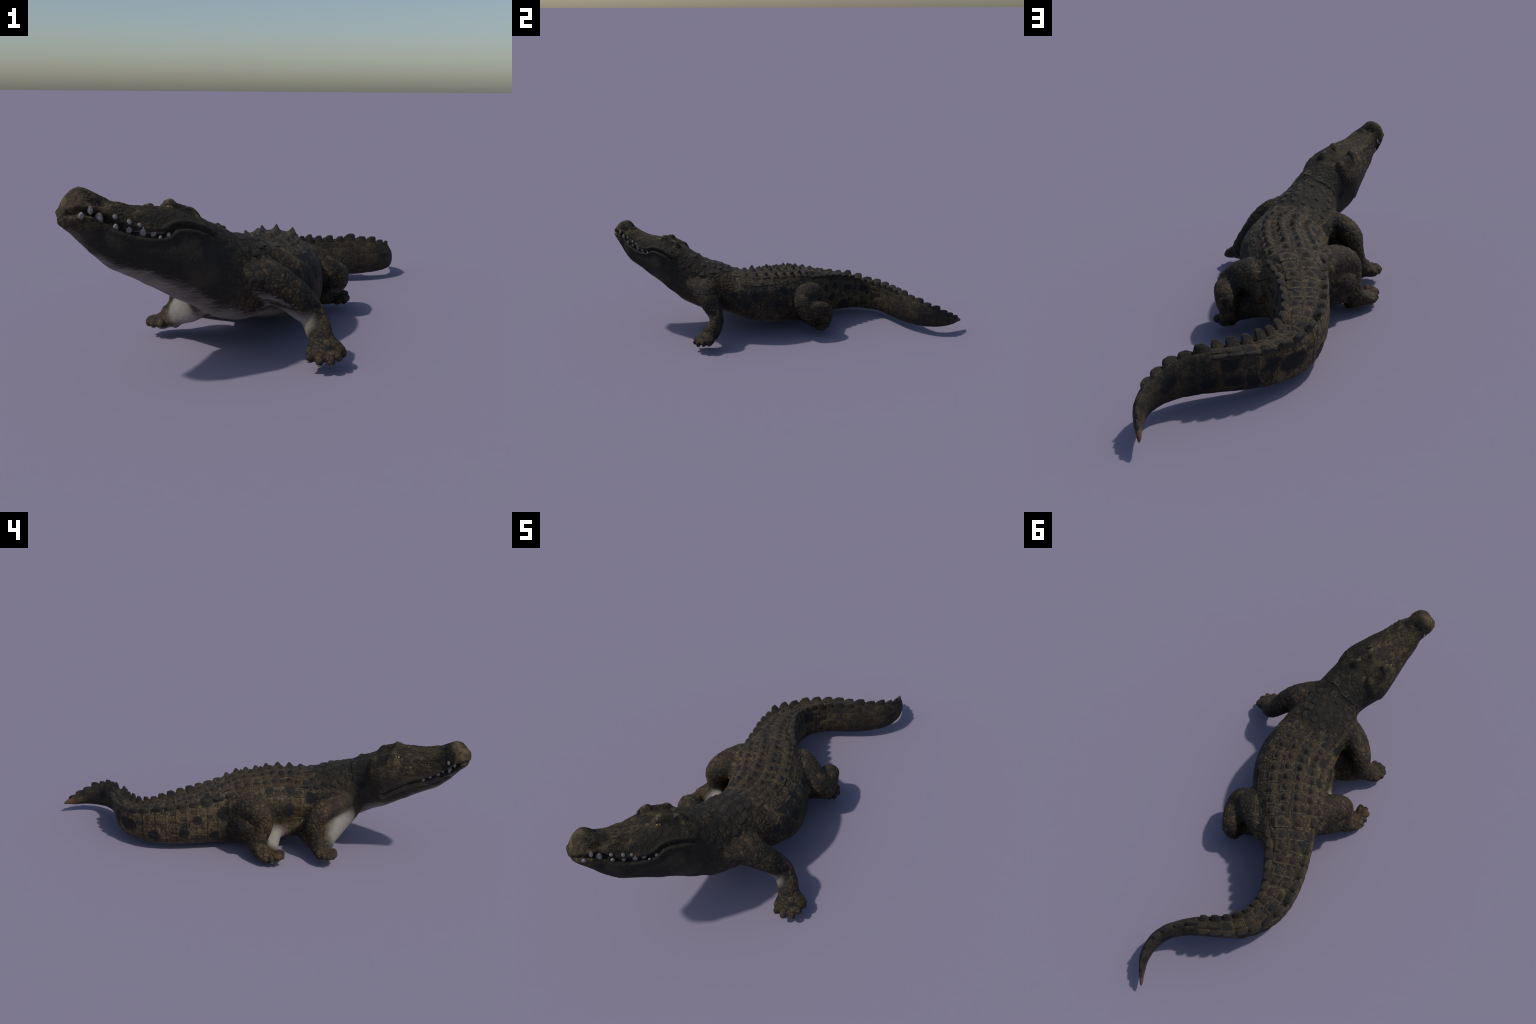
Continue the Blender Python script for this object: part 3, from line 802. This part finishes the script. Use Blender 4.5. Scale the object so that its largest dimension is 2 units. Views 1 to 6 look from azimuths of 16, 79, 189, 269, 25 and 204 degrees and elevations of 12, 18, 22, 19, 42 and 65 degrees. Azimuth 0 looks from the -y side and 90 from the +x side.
# ------------------------------------------------------------------ scutes
def scute_mesh(name, kind, seed, n=15):
    """a keeled plate one unit wide and long, keel peak towards +y (the tail)."""
    r = np.random.default_rng(seed)
    V, F = [], []
    for j in range(n):
        for i in range(n):
            a, b_ = 2 * i / (n - 1) - 1, 2 * j / (n - 1) - 1
            # square grid rounded towards an oval
            k = .22 if kind == 'plate' else .75
            x = a * math.sqrt(1 - k * b_ * b_ / 2); y = b_ * math.sqrt(1 - k * a * a / 2)
            rad = max(abs(a), abs(b_))
            rim = 1 - sstep(rad, .72, 1.0)
            rise = (.30 + .70 * sstep(b_, -.9, .45)) * (1 - .85 * sstep(b_, .50, .95))
            if kind == 'plate':
                back_ = (b_ - .12) / (.62 if b_ < .12 else .42)
                mound = math.exp(-(abs(a) / .42) ** 2.2 - abs(back_) ** 2.4)
                z = (.17 + .03 * math.cos(3 * a)) * (1 - sstep(rad, .84, 1.0)) + .83 * mound * (1 - .25 * min(1, abs(a) / .3))
            elif kind == 'low':
                z = .62 * rim * (1 - .3 * a * a) + .32 * rise * math.exp(-(abs(a) / .5) ** 2) * rim
            else:
                lobe = sstep(b_, -1.0, -.05) * (1 - sstep(b_, .55, .98))
                lobe *= 1 - .16 * (b_ - .25) ** 2
                z = (.42 + .58 * lobe) * (1 - sstep(abs(a), .18, 1.0)) * (1 - sstep(abs(b_), .93, 1.0))
            z += .05 * noise.noise(Vector((a * 2.2 + seed * 3.1, b_ * 2.2, seed))) * rim
            V.append((x * .5, y * .5, z - (.42 * sstep(rad, .84, 1.0) if kind == 'plate' else .30 * (1 - rim)) - .02))
    for j in range(n - 1):
        for i in range(n - 1):
            F.append((j * n + i, j * n + i + 1, (j + 1) * n + i + 1, (j + 1) * n + i))
    # skirt and floor so that the plate is solid
    ringi = [i for i in range(n)] + [j * n + n - 1 for j in range(1, n)] + [(n - 1) * n + i for i in range(n - 2, -1, -1)] + [j * n for j in range(n - 2, 0, -1)]
    b0 = len(V)
    for i in ringi:
        V.append((V[i][0] * .96, V[i][1] * .96, -.75))
    m_ = len(ringi)
    for k_ in range(m_):
        F.append((ringi[k_], b0 + k_, b0 + (k_ + 1) % m_, ringi[(k_ + 1) % m_]))
    F.append(tuple(b0 + k_ for k_ in range(m_))[::-1])
    me = new_mesh(name, V, F)
    bm = bmesh.new(); bm.from_mesh(me); bmesh.ops.recalc_face_normals(bm, faces=bm.faces); bm.to_mesh(me); bm.free()
    me.polygons.foreach_set('use_smooth', np.ones(len(me.polygons), bool))
    me.materials.append(SCUTE)
    return me
PLATES = [scute_mesh('dorsal_scute', 'plate', k) for k in range(5)]
LOWS = [scute_mesh('flat_scute', 'low', 10 + k) for k in range(4)]
BLADES = [scute_mesh('crest_scute', 'blade', 20 + k) for k in range(5)]

def at(s_):
    f = np.interp(s_, ARC, np.arange(NA)); i = int(min(f, NA - 2)); k = f - i
    L = lambda A: A[i] * (1 - k) + A[i + 1] * k
    return L(CEN), unit(L(EL)), unit(L(EU)), unit(np.append(L(TAN), 0)), L(AX)
def put_scute(s_, a, kind, w, l, h, tilt=0, sink=.0015):
    c, el, eu, tan, ax = at(s_)
    p, n = cast(c + el * a + eu * .35, -eu)
    if p is None:
        return
    # smooth normal from neighbouring hits
    acc = n.copy()
    for da, ds in ((.012, 0), (-.012, 0), (0, .015), (0, -.015)):
        q, m = cast(c + el * (a + da) + tan * ds + eu * .35, -eu)
        if q is not None and np.linalg.norm(q - p) < .05:
            acc += m
    n = unit(unit(acc) * .75 + eu * .25 + el * tilt)
    y = unit(tan - n * (tan @ n)); x = np.cross(y, n)
    mesh = {'plate': PLATES, 'low': LOWS, 'blade': BLADES}[kind]
    me = mesh[rng.integers(len(mesh))]
    jit = rng.normal(0, 1, 4)
    yaw = jit[0] * .035
    x, y = x * math.cos(yaw) + y * math.sin(yaw), y * math.cos(yaw) - x * math.sin(yaw)
    place(me, me.name.split('.')[0], parts['tail'] if s_ > S_TAIL else parts['torso'] if s_ > S_TORSO else parts['neck'],
          frame(p - n * sink, x, y, n, w * (1 + .07 * jit[1]), l * (1 + .05 * jit[2]), h * (1 + .12 * jit[3])))

S_FIRST = float(np.interp(-.31, AX[:, 1], ARC)); PITCH = .050
S_END = ARC[-1]
k = 0
s_ = S_FIRST
while s_ < S_MERGE + .02:
    c, el, eu, tan, ax = at(s_)
    ty = np.interp(s_, ARC, TAIL_K)
    w = ax[3]
    grow = min(1, (s_ - S_FIRST) / .12 + .35)
    if ty <= 0:
        ins = np.interp(s_, [S_FIRST, S_TAIL], [.028, .026])
        out = np.interp(s_, [S_FIRST, S_FIRST + .25, S_TAIL], [.080, .088, .085])
        for a in (-ins, ins):
            put_scute(s_, a, 'plate', .057, .053, .0255 * grow)
        for a in (-out, out):
            put_scute(s_ + .006, a, 'plate', .057, .053, .0250 * grow)
        if .02 < s_ - S_FIRST < .42:
            for a in (-.132, .132):
                put_scute(s_ + .006, a, 'plate', .042, .050, .010, sink=.0035)
    else:
        out = w * np.interp(ty, [0, 1], [.80, .62])
        hgt = np.interp(ty, [0, .25, .8, 1], [.018, .029, .033, .031])
        for a in (-out, out):
            stretch = 1 + (-a) * np.interp(s_, [S_OF(25), S_OF(26), S_OF(29), S_OF(30)], [0, 4, 4, 1])
            put_scute(s_, a, 'blade', np.interp(ty, [0, 1], [.036, .028]), .060 * stretch, hgt * (1.0 if a > 0 else .82), tilt=.25 * np.sign(a))
        if w > .055:
            for a in (-w * .28, w * .28):
                put_scute(s_ + .01, a, 'plate', w * .62, .056, np.interp(ty, [0, .4, 1], [.017, .012, .010]))
        elif w > .040:
            put_scute(s_ + .01, 0, 'low', .030, .046, .008)
    s_ += PITCH if ty <= 0 else PITCH * 1.04
    k += 1
# single blades to the tip
while s_ < S_END - .02:
    f = (S_END - s_) / (S_END - S_MERGE)
    h = np.interp(f, [0, .15, .5, 1], [.006, .012, .026, .032])
    put_scute(s_, .006 * min(1, f), 'blade', np.interp(f, [0, 1], [.014, .030]), np.interp(f, [0, .4, 1], [.036, .060, .074]), h, sink=.004)
    s_ += np.interp(f, [0, .4, 1], [.030, .050, .058])
# nape shields
for t, l, w_ in [(-.190, -.045, .036), (-.192, .020, .040), (-.188, .085, .036), (-.232, -.020, .032), (-.236, .050, .034)]:  # low keels
    xy = head_xy(t, l)
    i = int(((CEN[:, :2] - xy) ** 2).sum(1).argmin())
    put_scute(ARC[i], float((xy - CEN[i, :2]) @ LAT[i, :2]), 'plate', w_, .040, .009)
# scattered small scutes over the shoulders
for row in range(4):
    for a in (-.10, -.055, -.012, .035, .080, .12):
        put_scute(S_FIRST - .05 - row * .042 + rng.normal(0, .006), a + rng.normal(0, .006), 'low', .034, .036, .007)

# ------------------------------------------------------------------ teeth
def cone_mesh(name, prof, mat, m=14, bend=0.0):
    rings = []
    for z, r in prof:
        th = np.arange(m) * 2 * math.pi / m
        rings.append(np.stack([np.cos(th) * r, np.sin(th) * r + bend * z * z, np.full(m, z)], 1))
    V, F = rings_to_mesh(np.array(rings))
    me = new_mesh(name, V, F)
    bm = bmesh.new(); bm.from_mesh(me); bmesh.ops.recalc_face_normals(bm, faces=bm.faces); bm.to_mesh(me); bm.free()
    me.polygons.foreach_set('use_smooth', np.ones(len(me.polygons), bool))
    me.materials.append(mat)
    return me
TOOTH_ME = cone_mesh('tooth', [(-1, .10), (-.9, .28), (-.6, .44), (-.2, .5), (.2, .47), (.6, .36), (.88, .20), (1, .06)], TOOTH)
# place on the jaw, length, width, points up (lower tooth) or down
TEETH = [(-.275, -.989, .533, .010, .014, 1), (-.258, -.966, .548, .012, .014, -1), (-.243, -.945, .527, .018, .020, -1),
         (-.212, -.920, .524, .007, .012, -1), (-.205, -.919, .497, .011, .014, 1), (-.183, -.894, .504, .009, .013, -1), (-.179, -.897, .482, .012, .015, 1),
         (-.160, -.872, .494, .007, .011, -1), (-.148, -.869, .470, .016, .017, 1), (-.128, -.845, .464, .013, .015, 1), (-.111, -.837, .458, .007, .009, 1), (-.096, -.814, .463, .010, .012, -1),
         (-.344, -.921, .502, .009, .013, -1), (-.338, -.893, .514, .010, .012, -1), (-.323, -.905, .477, .016, .019, -1), (-.304, -.860, .446, .011, .013, 1),
         (-.294, -.827, .429, .014, .014, 1), (-.286, -.799, .412, .012, .013, 1), (-.312, -.880, .462, .007, .010, -1)]
for x, y, z, ln, wd, up in TEETH:
    q = np.array((x, y, z))
    h = bvh.find_nearest(Vector(q))
    p, n = np.array(h[0]), np.array(h[1])
    side = np.sign((q[:2] - HO) @ HL - .04)
    n = unit(np.append(HL * side, 0) + .25 * np.append(HD, 0))
    za = np.array((0, 0, float(up))); za = unit(za - n * (za @ n) + n * .18)
    xa = unit(np.cross(n, za)); ya = np.cross(za, xa)
    za2 = unit(za + xa * rng.normal(0, .10)); xa = unit(xa - za2 * (xa @ za2)); ya = np.cross(za2, xa)
    place(TOOTH_ME, 'tooth', parts['head' if up < 0 else 'lower_jaw'], frame(p + n * .0015 + za2 * ln * .12, xa, ya, za2, wd * 1.2, wd * .8, ln * 1.05))

# ------------------------------------------------------------------ eyes
def ball(name, mat):
    bm = bmesh.new(); bmesh.ops.create_uvsphere(bm, u_segments=28, v_segments=18, radius=1)
    me = bpy.data.meshes.new(name); bm.to_mesh(me); bm.free()
    me.polygons.foreach_set('use_smooth', np.ones(len(me.polygons), bool))
    me.materials.append(mat)
    return me
EYE_ME = ball('eye', EYE)
for side, e in EYES.items():
    h = bvh.find_nearest(Vector(e))
    p, n = np.array(h[0]), np.array(h[1])
    out = unit(np.array((*(HL * side), .15)) + n * .4)
    fwd = unit(np.array((*HD, .25))); fwd = unit(fwd - out * (fwd @ out)); up = np.cross(fwd, out) * 1.0
    if up[2] < 0:
        up = -up
    place(EYE_ME, 'eye', parts['head'], frame(p - out * .0072, fwd, out, up, .0150, .0110, .0095))

# ------------------------------------------------------------------ claws
CLAW_ME = cone_mesh('claw', [(-.8, .42), (0, .5), (.5, .44), (.85, .28), (1, .06)], CLAW, bend=-.25)
for name, ft in FEET.items():
    c = np.array(ft['palm'][1][:3])
    for i, tip in enumerate(ft['toes']):
        tip = np.array(tip); d = tip - c
        d = unit(unit(d * np.array((1, 1, .3))) + np.array((0, 0, -.25)))
        side_ = unit(np.cross(d, (0, 0, 1))); up = np.cross(side_, d)
        place(CLAW_ME, 'claw', parts[name], frame(tip - d * .006, side_, up, d, .013, .011, .009))
bpy.data.meshes.remove(skin)
for blk in list(bpy.data.meshes):
    if blk.users == 0:
        bpy.data.meshes.remove(blk)
